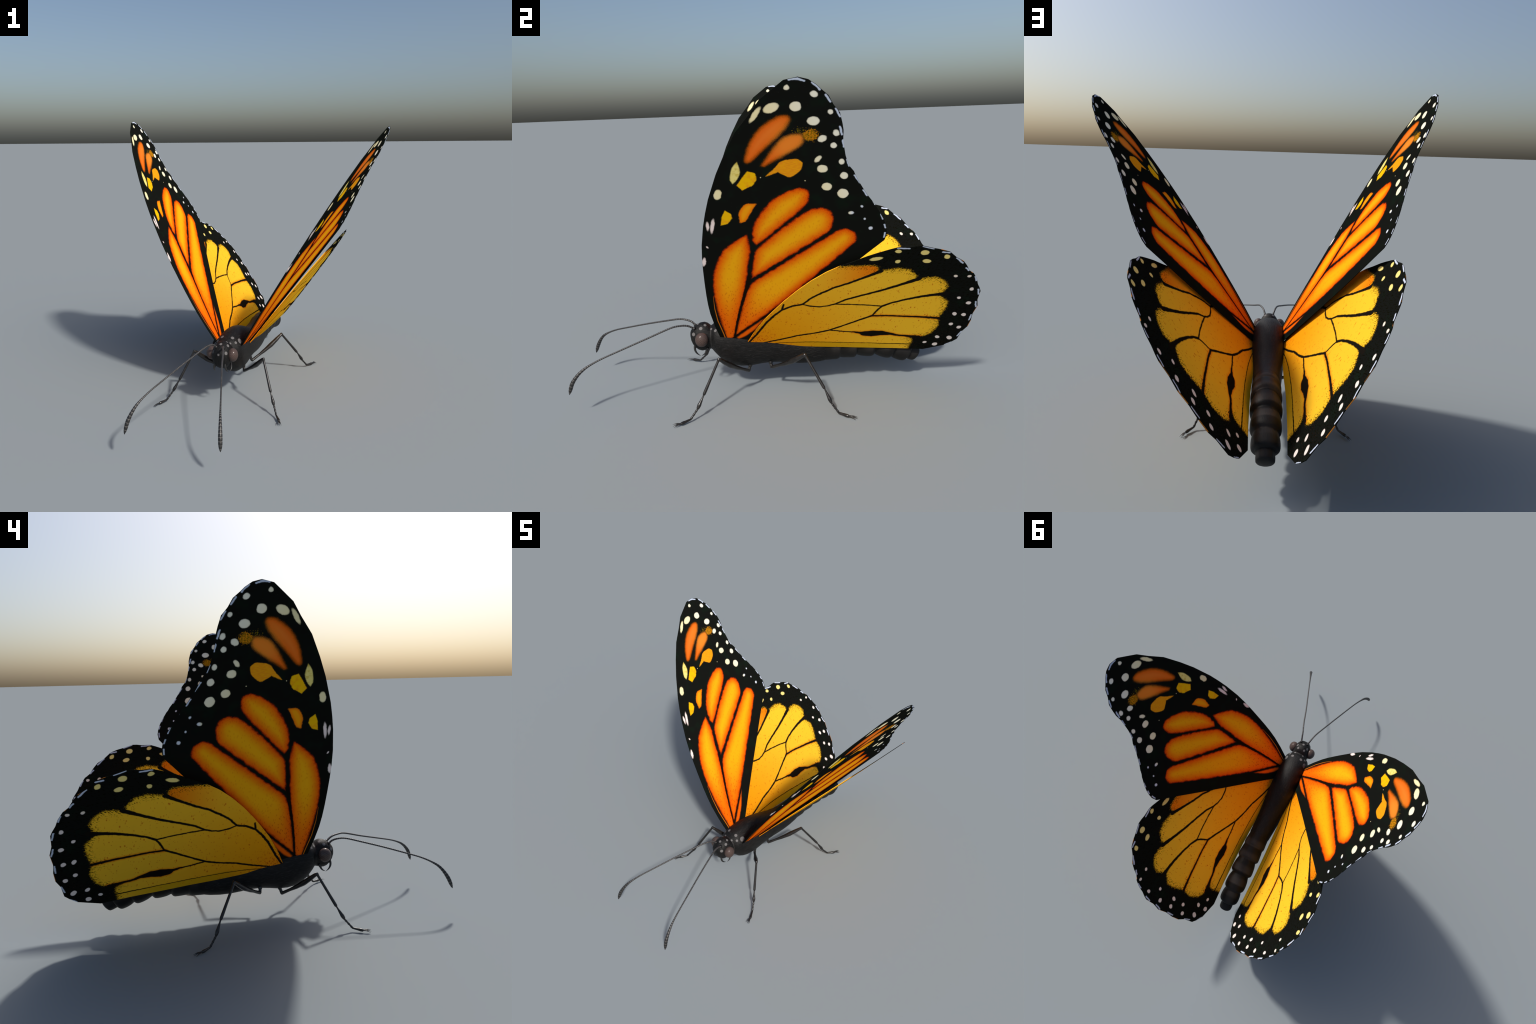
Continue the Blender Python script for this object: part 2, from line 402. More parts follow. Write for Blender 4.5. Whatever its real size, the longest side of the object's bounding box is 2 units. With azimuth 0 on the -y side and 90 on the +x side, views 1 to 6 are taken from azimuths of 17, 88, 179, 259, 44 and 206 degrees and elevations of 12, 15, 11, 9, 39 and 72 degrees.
    # golden and pale patches
    d = m.union([lambda: m.cell(p1, FOREWING_CELLS["teardrop_patch"], 0.008),
                 lambda: m.stroke(p0, (0.226, 1.043), (0.170, 1.001), 0.0150, 0.0005)])
    d = m.math("MULTIPLY_ADD", m.math("SUBTRACT", grain, 0.5), 0.006, d)
    out = m.mix(m.ramp(d, 0.003, -0.002), out, m.mix(m.ramp(m.noise(m.mapped(flat, (1, 5, 1), (0, 0, 0.9)), 60, 3), 0.4, 0.65), srgb(238, 160, 22), srgb(232, 142, 28)))
    d = m.union([lambda: m.cell(p1, FOREWING_CELLS["yellow_patch"], 0.005), lambda: m.cell(p1, FOREWING_CELLS["lemon_patch"], 0.005)])
    d = m.math("MULTIPLY_ADD", m.math("SUBTRACT", grain, 0.5), 0.006, d)
    out = m.mix(m.ramp(d, 0.003, -0.002), out, m.mix(m.ramp(m.noise(flat, 45, 3), 0.45, 0.7), srgb(242, 186, 14), srgb(236, 160, 24)))
    d = m.cell(p1, FOREWING_CELLS["pale_patch"], 0.006)
    out = m.mix(m.ramp(d, 0.003, -0.003), out, m.mix(m.ramp(m.noise(flat, 60, 3), 0.45, 0.7), srgb(236, 218, 128), srgb(214, 188, 84)))

    # cream spots, whiter towards the tip and the outer margin
    d = m.union([lambda s=s: m.oval(p0, s) for s in FOREWING_SPOTS])
    sep = m.new("ShaderNodeSeparateXYZ")
    m.put(sep.inputs[0], flat)
    white = m.math("MULTIPLY_ADD", sep.outputs["X"], 1.0, m.math("MULTIPLY", sep.outputs["Y"], 0.55))
    tone = m.mix(m.ramp(white, 0.84, 1.08), srgb(244, 230, 180), srgb(242, 238, 220))
    tone = m.mix(m.ramp(sep.outputs["X"], -0.03, -0.05), tone, srgb(244, 226, 222))
    tone = m.mix(m.ramp(sep.outputs["X"], 0.49, 0.52), tone, srgb(214, 222, 236))
    out = m.mix(m.ramp(d, 0.0018, -0.0022), out, m.mix(m.ramp(d, -0.006, 0.0), tone, m.mix(0.18, tone, srgb(150, 140, 110))))

    # pale bluish dashes along the outer margin
    d = m.union([lambda s=s: m.stroke(p0, s[:2], s[2:], 0.0035, 0.0035) for s in FOREWING_DASHES])
    out = m.mix(m.math("MULTIPLY", m.ramp(d, 0.0015, -0.0020), m.face), out, srgb(192, 203, 222))
    return m.surface(out, 0.7, 0.0, bump=grain, strength=0.06, distance=0.001)


def hindwing_material():
    m = Nodes("hindwing_scales")
    flat, p0, p1 = wing_frame(m)
    sep = m.new("ShaderNodeSeparateXYZ")
    m.put(sep.inputs[0], flat)
    x, y = sep.outputs["X"], sep.outputs["Y"]
    grain = m.noise(flat, 300, 2, 0.6)
    # streaky grain: radiates out of the wing root
    rad = m.vec("LENGTH", flat)
    ang = m.math("ARCTAN2", y, x)
    comb = m.new("ShaderNodeCombineXYZ")
    m.put(comb.inputs[0], m.math("MULTIPLY", rad, 120.0))
    m.put(comb.inputs[1], m.math("MULTIPLY", ang, 260.0))
    streak = m.noise(comb.outputs[0], 1.0, 3, 0.65)
    black = m.mix(m.ramp(m.noise(flat, 14, 3), 0.5, 0.72), BLACK, (0.0070, 0.0115, 0.0078, 1))
    rusty = m.math("MULTIPLY", flecks(m, flat, 130, 0.16, 1, 0), m.ramp(y, 0.16, 0.0))
    black = m.mix(m.math("MULTIPLY", rusty, 0.7), black, srgb(120, 60, 34))

    costal = m.cell(p1, HINDWING_CELLS["costal_cell"], 0.008)
    d = costal
    second = m.cell(p1, HINDWING_CELLS["cell_b"], 0.010)
    d = m.math("MINIMUM", d, second)
    for k in ("cell_c", "cell_d", "cell_e", "anal_cell", "discal_cell"):
        d = m.math("MINIMUM", d, m.cell(p1, HINDWING_CELLS[k], 0.010))
    field = m.cell(p1, HINDWING_FIELD, 0.010)      # the whole yellow field, to know the outer ends of the cells
    rough = m.ramp(field, -0.05, -0.01)
    d = m.math("MULTIPLY_ADD", m.math("MULTIPLY", m.math("SUBTRACT", streak, 0.5), rough), 0.050, d)
    d = m.math("MULTIPLY_ADD", m.math("SUBTRACT", grain, 0.5), 0.014, d)
    yellow = m.mix(m.ramp(rad, 0.10, 0.85), YELLOW_ROOT, YELLOW)
    yellow = m.mix(m.math("MULTIPLY", m.math("MULTIPLY", m.ramp(x, 0.28, 0.60), m.ramp(costal, 0.004, -0.004)), m.ramp(second, -0.002, 0.003)), yellow, ORANGE)
    # greenish strip along the inner margin
    strip = m.math("MULTIPLY_ADD", x, 0.088, m.math("SUBTRACT", y, 0.025))
    strip = m.math("MULTIPLY", m.ramp(strip, 0.004, -0.006), m.ramp(m.math("ABSOLUTE", m.math("SUBTRACT", x, 0.52)), 0.36, 0.08))
    yellow = m.mix(m.math("MULTIPLY", strip, 0.5), yellow, srgb(178, 146, 8))
    # orange glow along the lower veins and red-orange flecks
    glow = m.line(p0, HINDWING_VEINS["cubitus_b"][3:])
    glow = m.line(p0, HINDWING_VEINS["cubitus_c"][2:], glow)
    yellow = m.mix(m.math("MULTIPLY", m.ramp(glow, 0.014, 0.002), 0.65), yellow, ORANGE)
    near = m.ramp(rad, 0.22, 0.03)
    yellow = m.mix(m.math("MULTIPLY", m.ramp(rad, 0.20, 0.02), 0.5), yellow, ORANGE)
    dust = m.math("MULTIPLY", flecks(m, flat, 58, 0.27, 0.55, -0.5), m.ramp(m.noise(flat, 30), 0.46, 0.60))
    yellow = m.mix(m.math("MULTIPLY", dust, 0.7), yellow, ORANGE_FLECK)
    yellow = m.mix(m.math("MULTIPLY", flecks(m, flat, 88, 0.20, 0.5, -0.5), 0.55), yellow, ORANGE_FLECK)
    dust = m.math("MULTIPLY", flecks(m, flat, 110, 0.40, 0.5, -0.4), near)
    yellow = m.mix(dust, yellow, ORANGE_FLECK)
    edge = m.colours(m.ramp(d, -0.016, 0.008, False), [(0, (1, 1, 1, 1)), (0.45, (0.95, 0.95, 0.9, 1)), (0.75, (0.42, 0.42, 0.3, 1)), (1, (0.10, 0.10, 0.05, 1))])
    yellow = m.mix(m.math("MULTIPLY_ADD", rough, 0.85, 0.15), yellow, edge, "MULTIPLY")
    out = m.mix(m.ramp(d, 0.006, -0.001), black, yellow)
    # dashes of black scales invading the outer ends of the cells
    comb = m.new("ShaderNodeCombineXYZ")
    m.put(comb.inputs[0], m.math("MULTIPLY", rad, 75.0))
    m.put(comb.inputs[1], m.math("MULTIPLY", ang, 190.0))
    dashes = m.math("MULTIPLY", m.ramp(m.noise(comb.outputs[0], 1.0, 1, 0.5), 0.56, 0.62), m.math("MULTIPLY", m.ramp(d, -0.040, -0.012), m.ramp(field, -0.052, -0.020)))
    out = m.mix(dashes, out, (0.0045, 0.0045, 0.002, 1))

    # black veins
    v = None
    for k, pts in HINDWING_VEINS.items():
        if not k.startswith("anal"):
            v = m.line(p0, pts, v)
    v = m.math("MULTIPLY_ADD", m.math("SUBTRACT", grain, 0.5), 0.003, v)
    out = m.mix(m.ramp(v, 0.0036, -0.0012), out, (0.010, 0.008, 0.006, 1))
    v = m.line(p0, HINDWING_VEINS["anal_vein"])
    v = m.line(p0, HINDWING_VEINS["anal_vein_b"], v)
    out = m.mix(m.ramp(v, 0.0020, -0.0012), out, (0.012, 0.014, 0.004, 1))

    # spots: creamy yellow on the leading side, pinkish white behind
    d = m.union([lambda s=s: m.oval(p0, s) for s in HINDWING_SPOTS])
    tone = m.mix(m.ramp(y, 0.50, 0.60), srgb(240, 226, 218), srgb(238, 216, 132))
    out = m.mix(m.ramp(d, 0.0018, -0.0020), out, tone)
    d = m.union([lambda s=s: m.stroke(p0, s[:2], s[2:], 0.0040, 0.0040) for s in HINDWING_DASHES])
    out = m.mix(m.math("MULTIPLY", m.ramp(d, 0.0015, -0.0020), m.face), out, srgb(196, 206, 224))
    d = m.union([lambda s=s: m.stroke(flat, s[:2], s[2:], 0.0034, 0.0034) for s in HINDWING_FRINGE])
    out = m.mix(m.ramp(d, 0.0012, -0.0012), out, srgb(200, 126, 52))
    return m.surface(out, 0.7, 0.0, bump=grain, strength=0.06, distance=0.001)


ORANGE_MID = srgb(246, 172, 22)
ORANGE_GOLD = srgb(244, 158, 20)
ORANGE = srgb(240, 126, 14)
ORANGE_RIM = srgb(236, 96, 10)
ORANGE_ROOT = srgb(240, 100, 10)
ORANGE_FLECK = srgb(196, 70, 12)
YELLOW = srgb(248, 191, 46)
YELLOW_ROOT = srgb(238, 156, 18)
HINDWING_FIELD = [(-0.2, -0.3), (0.840, -0.110), (0.858, -0.040), (0.900, 0.028), (0.942, 0.055), (0.960, 0.124), (0.962, 0.290), (0.925, 0.450), (0.860, 0.522), (0.765, 0.545), (0.720, 0.582), (0.600, 0.612), (0.45, 0.63), (-0.2, 0.63)]
HINDWING_FRINGE = [
    dash(0.832, 0.711, 0.862, 0.700), dash(0.924, 0.650, 0.949, 0.630), dash(0.992, 0.568, 1.010, 0.548),
    dash(1.090, 0.405, 1.094, 0.345), dash(1.109, 0.287, 1.105, 0.232), dash(1.112, 0.160, 1.110, 0.112),
]


# ----------------------------------------------------------------------------
# Materials of the body
# ----------------------------------------------------------------------------
def fur(m):
    """Fine hair streaks running along the body, as a height and as a tone."""
    tc = m.new("ShaderNodeTexCoord")
    p = tc.outputs["Object"]
    warp = m.new("ShaderNodeTexNoise")
    m.put(warp.inputs["Vector"], p)
    warp.inputs["Scale"].default_value = 9
    q = m.vec("ADD", p, m.vec("SCALE", warp.outputs["Color"], scale=0.05))
    hair = m.noise(m.mapped(q, (1, 0.09, 1)), 260, 3, 0.65)
    return p, hair


def furry_material():
    m = Nodes("dark_fur")
    p, hair = fur(m)
    tone = m.colours(m.ramp(hair, 0.25, 0.8, False), [(0, (0.0018, 0.0017, 0.0017, 1)), (0.5, (0.0058, 0.0056, 0.0054, 1)), (1, (0.030, 0.029, 0.028, 1))])
    rust = m.ramp(m.noise(p, 7, 2), 0.5, 0.75)
    tone = m.mix(m.math("MULTIPLY", rust, 0.35), tone, (0.012, 0.0075, 0.006, 1))
    # paler crease where the head joins the thorax
    sep = m.new("ShaderNodeSeparateXYZ")
    m.put(sep.inputs[0], p)
    crease = m.math("ABSOLUTE", m.math("ADD", sep.outputs["Y"], 0.3025))
    tone = m.mix(m.math("MULTIPLY", m.ramp(crease, 0.005, 0.001), 0.3), tone, (0.05, 0.047, 0.045, 1))
    d = None
    for x, y, z, r in HEAD_SPOTS + [(x, y, back_height(x, y), r) for x, y, r in THORAX_SPOTS]:
        for side in ((x,) if abs(x - MIRROR_X / 2) < 0.004 else (x, MIRROR_X - x)):
            s = m.math("SUBTRACT", m.vec("DISTANCE", p, (side, y, z)), r)
            d = s if d is None else m.math("MINIMUM", d, s)
    d = m.math("MULTIPLY_ADD", m.math("SUBTRACT", hair, 0.5), 0.003, d)
    tone = m.mix(m.math("MULTIPLY", m.ramp(d, 0.0012, -0.0015), 0.9), tone, (0.150, 0.143, 0.141, 1))
    return m.surface(tone, 0.55, 0.22, bump=hair, strength=0.55, distance=0.003)


FRONT_BODY = [  # y, bottom, top, half width
    (-0.4115, 0.306, 0.334, 0.016), (-0.408, 0.286, 0.343, 0.030), (-0.400, 0.266, 0.354, 0.040), (-0.388, 0.248, 0.366, 0.047),
    (-0.372, 0.235, 0.376, 0.0515), (-0.355, 0.229, 0.3825, 0.0535), (-0.336, 0.231, 0.3845, 0.0545), (-0.320, 0.236, 0.379, 0.0545),
    (-0.308, 0.2385, 0.368, 0.0545), (-0.3025, 0.2375, 0.362, 0.0555), (-0.296, 0.231, 0.365, 0.062), (-0.287, 0.220, 0.372, 0.073),
    (-0.275, 0.206, 0.379, 0.081), (-0.255, 0.181, 0.387, 0.0865), (-0.225, 0.158, 0.3945, 0.0885), (-0.190, 0.140, 0.3995, 0.089),
    (-0.150, 0.1315, 0.4005, 0.089), (-0.100, 0.131, 0.394, 0.0885), (-0.050, 0.139, 0.380, 0.088), (0.000, 0.145, 0.360, 0.0865),
    (0.050, 0.144, 0.339, 0.084), (0.100, 0.137, 0.319, 0.0805), (0.160, 0.130, 0.303, 0.0765), (0.220, 0.1285, 0.297, 0.0725),
    (0.270, 0.132, 0.300, 0.069), (0.291, 0.1355, 0.303, 0.0675),
]
ROUNDNESS = 2.15            # exponent of the body's cross-section


def back_height(x, y):
    """Height of the upper surface of the head or thorax."""
    k = np.array(FRONT_BODY)
    lo, hi, w = (np.interp(y, k[:, 0], k[:, c]) for c in (1, 2, 3))
    return (lo + hi) / 2 + (hi - lo) / 2 * max(0.0, 1 - (abs(x - MIRROR_X / 2) / w) ** ROUNDNESS) ** (1 / ROUNDNESS)


THORAX_SPOTS = [  # x, y, radius
    (0.023, -0.241, 0.0160), (-0.013, -0.264, 0.0098), (0.011, -0.277, 0.0078),
]
HEAD_SPOTS = [
    (-0.006, -0.392, 0.335, 0.0095), (-0.008, -0.353, 0.365, 0.0090), (-0.044, -0.370, 0.377, 0.0080),
    (-0.021, -0.330, 0.379, 0.0080), (-0.016, -0.298, 0.355, 0.0070), (-0.044, -0.411, 0.330, 0.0065),
    (-0.018, -0.392, 0.283, 0.0065),
]


def abdomen_material():
    m = Nodes("banded_abdomen")
    p, hair = fur(m)
    sep = m.new("ShaderNodeSeparateXYZ")
    m.put(sep.inputs[0], p)
    # each segment: black in front, brownish grey behind
    t = m.math("FRACT", m.math("DIVIDE", m.math("SUBTRACT", m.math("MULTIPLY_ADD", sep.outputs["Z"], -0.12, sep.outputs["Y"]), 0.265), 0.0885))
    band = m.colours(t, [(0.0, (0.006, 0.0055, 0.005, 1)), (0.35, (0.010, 0.009, 0.008, 1)), (0.55, (0.028, 0.0248, 0.0225, 1)), (0.9, (0.037, 0.0325, 0.0295, 1)), (1.0, (0.010, 0.009, 0.008, 1))])
    dark_below = m.ramp(sep.outputs["Z"], 0.17, 0.27)
    tone = m.mix(dark_below, (0.0075, 0.0072, 0.0070, 1), band)
    tail = m.ramp(sep.outputs["Y"], 0.70, 0.76)
    tone = m.mix(tail, tone, (0.012, 0.0115, 0.011, 1))
    tone = m.mix(m.math("MULTIPLY", m.ramp(hair, 0.45, 0.8), 0.55), tone, m.mix(1.0, tone, (1.9, 1.85, 1.8, 1), "MULTIPLY"))
    return m.surface(tone, 0.5, 0.18, bump=hair, strength=0.30, distance=0.003)


def eye_material():
    m = Nodes("compound_eye")
    tc = m.new("ShaderNodeTexCoord")
    # facets: a diamond lattice of pale dots over the side of the eye
    sep = m.new("ShaderNodeSeparateXYZ")
    m.put(sep.inputs[0], tc.outputs["Object"])
    side = m.new("ShaderNodeCombineXYZ")
    m.put(side.inputs[0], m.math("ARCTAN2", sep.outputs["Y"], m.math("ABSOLUTE", sep.outputs["X"])))
    m.put(side.inputs[1], m.math("MULTIPLY", sep.outputs["Z"], 26.0))
    v = m.new("ShaderNodeTexVoronoi", voronoi_dimensions="2D")
    m.put(v.inputs["Vector"], m.mapped(side.outputs[0], (1, 1, 1), (0, 0, math.radians(45))))
    v.inputs["Scale"].default_value = 5.2
    v.inputs["Randomness"].default_value = 0.08
    tone = m.mix(m.ramp(v.outputs["Distance"], 0.50, 0.20), (0.048, 0.030, 0.025, 1), (0.098, 0.070, 0.062, 1))
    lw = m.new("ShaderNodeLayerWeight")
    lw.inputs["Blend"].default_value = 0.35
    tone = m.mix(m.ramp(lw.outputs["Facing"], 0.45, 1.0), tone, (0.035, 0.018, 0.014, 1))
    return m.surface(tone, 0.55, 0.08, Coat_Weight=0.4, Coat_Roughness=0.10)


def plain_material(name, a, b, rough, specular=0.5, scale=90):
    m = Nodes(name)
    tc = m.new("ShaderNodeTexCoord")
    g = m.noise(tc.outputs["Object"], scale, 3, 0.6)
    return m.surface(m.mix(m.ramp(g, 0.35, 0.7), a, b), rough, specular, bump=g, strength=0.08, distance=0.001)


# ----------------------------------------------------------------------------
# Geometry helpers
# ----------------------------------------------------------------------------
SCENE = bpy.context.scene.collection


def add_object(name, mesh, parent, materials=()):
    ob = bpy.data.objects.new(name, mesh)
    SCENE.objects.link(ob)
    for mt in materials:
        if mesh is not None and mt.name not in mesh.materials:
            mesh.materials.append(mt)
    if parent is not None:
        ob.parent = parent
    return ob


def copy_object(ob, parent, matrix):
    c = ob.copy()
    SCENE.objects.link(c)
    c.parent = parent
    c.matrix_local = matrix
    return c


def make_mesh(name, verts, faces, smooth=True):
    me = bpy.data.meshes.new(name)
    me.from_pydata([tuple(v) for v in verts], [], faces)
    me.update()
    if smooth:
        me.polygons.foreach_set("use_smooth", [True] * len(me.polygons))
    return me


def spline(points, count):
    """Catmull-Rom through the points (rows of any width), evenly sampled by length."""
    p = np.array(points, float)
    e = np.vstack([2 * p[0] - p[1], p, 2 * p[-1] - p[-2]])
    out = []
    for i in range(len(p) - 1):
        a, b, c, d = e[i:i + 4]
        for t in np.linspace(0, 1, 24, endpoint=False):
            out.append(0.5 * (2 * b + (c - a) * t + (2 * a - 5 * b + 4 * c - d) * t * t + (3 * b - a - 3 * c + d) * t ** 3))
    out = np.array(out + [p[-1]])
    s = np.concatenate([[0], np.cumsum(np.linalg.norm(np.diff(out[:, :3], axis=0), axis=1))])
    u = np.linspace(0, s[-1], count)
    return np.stack([np.interp(u, s, out[:, k]) for k in range(out.shape[1])], 1)


def tube(points, radii, sides=12, squash=1.0):
    """Closed tube along points; returns verts, faces. Frames are carried along the curve."""
    pts = [Vector(p) for p in points]
    verts, faces, up = [], [], Vector((0, 0, 1))
    for i, p in enumerate(pts):
        t = (pts[min(i + 1, len(pts) - 1)] - pts[max(i - 1, 0)]).normalized()
        side = t.cross(up)
        if side.length < 0.05:
            side = t.cross(Vector((1, 0, 0)))
        side.normalize()
        nrm = side.cross(t).normalized()
        for k in range(sides):
            a = 2 * math.pi * k / sides
            verts.append(p + (side * math.cos(a) * squash + nrm * math.sin(a)) * radii[i])
        up = nrm
    for i in range(len(pts) - 1):
        for k in range(sides):
            a, b = i * sides + k, i * sides + (k + 1) % sides
            faces.append((a, a + sides, b + sides, b))
    n = len(verts)
    verts += [pts[0], pts[-1]]
    last = (len(pts) - 1) * sides
    for k in range(sides):
        faces.append((n, k, (k + 1) % sides))
        faces.append((n + 1, last + (k + 1) % sides, last + k))
    return verts, faces


def tube_mesh(name, profile, sides=12, per=5, squash=1.0):
    """profile: rows (x, y, z, radius); straight between rows, a little rounded."""
    rows = []
    for a, b in zip(profile, profile[1:]):
        a, b = np.array(a, float), np.array(b, float)
        for t in np.linspace(0, 1, per, endpoint=False):
            w = t * t * (3 - 2 * t)
            row = a + (b - a) * t
            row[3] = a[3] + (b[3] - a[3]) * w
            rows.append(row)
    rows.append(np.array(profile[-1], float))
    v, f = tube([r[:3] for r in rows], [r[3] for r in rows], sides, squash)
    return make_mesh(name, v, f)


# ----------------------------------------------------------------------------
# The thing itself
# ----------------------------------------------------------------------------
butterfly = bpy.data.objects.new("butterfly", None)
butterfly.empty_display_size = 0.2
SCENE.objects.link(butterfly)
butterfly["label"] = "orange and black butterfly with white spots, wings half raised"
butterfly["category"] = "butterfly"

fur_mat = furry_material()
abdomen_mat = abdomen_material()
eye_mat = eye_material()
leg_mat = plain_material("dark_chitin", (0.009, 0.0082, 0.0078, 1), (0.020, 0.0175, 0.016, 1), 0.30, 0.5, 60)
horn_mat = plain_material("black_horn", (0.010, 0.010, 0.010, 1), (0.020, 0.019, 0.018, 1), 0.38)
ring_dark = plain_material("antenna_dark", (0.012, 0.012, 0.012, 1), (0.022, 0.021, 0.021, 1), 0.42)
ring_pale = plain_material("antenna_pale", (0.075, 0.070, 0.066, 1), (0.145, 0.136, 0.127, 1), 0.40)


# --- body: one loft from the brow to the tail, split into three parts --------
def body_rings():
    """Rows: region, x, y, z, tilt (radians), half width, half height."""
    rows = []
    for y, lo, hi, w in FRONT_BODY:
        region = "head" if y < -0.303 else "thorax"
        rows.append((region, -0.0442, y, (lo + hi) / 2, 0.0, w, (hi - lo) / 2))
    return rows


ABDOMEN_SPINE = [  # y, z of the axis, half width, half height, tilt of the ring (degrees), depth of the groove
    (0.297, 0.2200, 0.0670, 0.0860, 0, 0.035), (0.380, 0.2285, 0.0690, 0.0860, 0, 0.065), (0.470, 0.2265, 0.0705, 0.0795, 1, 0.15),
    (0.572, 0.2110, 0.0695, 0.0640, 8, 0.18), (0.675, 0.1830, 0.0640, 0.0615, 24, 0.18), (0.756, 0.1530, 0.0575, 0.0555, 31, 0.19),
    (0.802, 0.1345, 0.0390, 0.0400, 34, 0.0),
]


def abdomen_rings():
    sp = np.array(ABDOMEN_SPINE)
    rows = []
    for i in range(len(sp) - 1):
        tail = i == len(sp) - 2
        for t in (0.0, 0.05, 0.12, 0.25, 0.42, 0.6, 0.76, 0.86, 0.92, 0.96):
            if i == 0 and t == 0.0:
                t = 0.02
            y, z, w, h, tilt = (np.interp(t, [0, 1], [sp[i, k], sp[i + 1, k]]) for k in range(5))
            g0, g1 = sp[i, 5], sp[i + 1, 5]
            swell = np.interp(t, [0, 0.05, 0.12, 0.25, 0.42, 0.6, 0.76, 0.86, 0.92, 0.96, 1.0], [-g0, -g0 * 0.92, -g0 * 0.72, -g0 * 0.38, -g0 * 0.12, 0.012, 0.022, 0.004, -g1 * 0.28, -g1 * 0.66, -g1])
            if tail:               # blunt tail tube
                w, h = 0.0385, 0.0395
                swell = np.interp(t, [0, 0.1, 0.6, 0.88, 0.96], [-0.03, 0.0, 0.03, 0.0, -0.10])
            x = np.interp(y, [0.3, 0.82], [-0.0445, -0.0525])
            rows.append(("abdomen", x, y, z, -math.radians(tilt), w * (1 + swell), h * (1 + swell)))
    reg, x, y, z, tilt, w, h = rows[-1]
    rows.append((reg, x, y + 0.005 * math.cos(tilt), z + 0.005 * math.sin(tilt), tilt, w * 0.7, h * 0.7))
    return rows


def build_body():
    rows = body_rings() + abdomen_rings()
    # refine by spline inside the head and thorax
    sides = 56
    verts, regions = [], []
    for reg, x, y, z, tilt, w, h in rows:
        for k in range(sides):
            a = 2 * math.pi * k / sides
            c, s = math.cos(a), math.sin(a)
            e = 2.0 / ROUNDNESS
            px = math.copysign(abs(c) ** e, c) * w
            pz = math.copysign(abs(s) ** e, s) * h
            verts.append((x + px, y - math.sin(tilt) * pz, z + math.cos(tilt) * pz))
        regions.append(reg)
    first, last = len(verts), len(verts) + 1
    r0, r1 = rows[0], rows[-1]
    verts.append((r0[1], r0[2] - 0.002, r0[3]))
    verts.append((r1[1], r1[2] + 0.003 * math.cos(r1[4]), r1[3] + 0.003 * math.sin(r1[4])))
    faces, face_reg = [], []
    for i in range(len(rows) - 1):
        for k in range(sides):
            a, b = i * sides + k, i * sides + (k + 1) % sides
            faces.append((a, b, b + sides, a + sides))
            face_reg.append(regions[i])
    top = (len(rows) - 1) * sides
    for k in range(sides):
        faces.append((first, (k + 1) % sides, k))
        face_reg.append("head")
        faces.append((last, top + k, top + (k + 1) % sides))
        face_reg.append("abdomen")
    whole = make_mesh("whole_body", verts, faces)
    normals = [v.normal.copy() for v in whole.vertices]
    parts = {}
    for region, mat in (("head", fur_mat), ("thorax", fur_mat), ("abdomen", abdomen_mat)):
        own = [f for f, r in zip(faces, face_reg) if r == region]
        ids = sorted({v for f in own for v in f})
        at = {v: i for i, v in enumerate(ids)}
        me = make_mesh(region, [verts[v] for v in ids], [tuple(at[v] for v in f) for f in own])
        me.normals_split_custom_set_from_vertices([normals[v] for v in ids])
        parts[region] = add_object(region, me, butterfly, [mat])
    bpy.data.meshes.remove(whole)
    return parts


body = build_body()
head, thorax = body["head"], body["thorax"]
mirror = Matrix.Translation((MIRROR_X, 0, 0)) @ Matrix.Diagonal((-1, 1, 1, 1))


# --- eyes ---------------------------------------------------------------------
def ellipsoid(name, centre, radii, turn):
    bm = bmesh.new()
    bmesh.ops.create_uvsphere(bm, u_segments=40, v_segments=24, radius=1)
    bm.transform(Matrix.Translation(centre) @ Matrix.Rotation(turn, 4, "Z") @ Matrix.Diagonal((*radii, 1)))
    me = bpy.data.meshes.new(name)
    bm.to_mesh(me)
    bm.free()
    me.polygons.foreach_set("use_smooth", [True] * len(me.polygons))
    return me


eye = add_object("eye", ellipsoid("eye", (0, 0, 0), (0.0300, 0.0345, 0.0385), 0.12), head, [eye_mat])
eye.location = (0.0175, -0.3495, 0.3120)
copy_object(eye, head, mirror @ Matrix.Translation(eye.location))

# --- mouth parts: two curved hooks on each side ----------------------------------
for pts in (
    [(-0.017, -0.384, 0.280, 0.0068), (-0.014, -0.3905, 0.262, 0.0064), (-0.010, -0.390, 0.243, 0.0055), (-0.007, -0.380, 0.226, 0.0038), (-0.006, -0.362, 0.211, 0.0006)],
    [(-0.004, -0.322, 0.256, 0.0068), (0.000, -0.330, 0.242, 0.0058), (0.003, -0.336, 0.231, 0.0046), (0.004, -0.345, 0.223, 0.0030), (0.003, -0.357, 0.217, 0.0006)],
):
    s = spline(pts, 26)
    v, f = tube(s[:, :3], s[:, 3], 10)
    hook = add_object("palp", make_mesh("palp", v, f), head, [horn_mat])
    copy_object(hook, head, mirror)


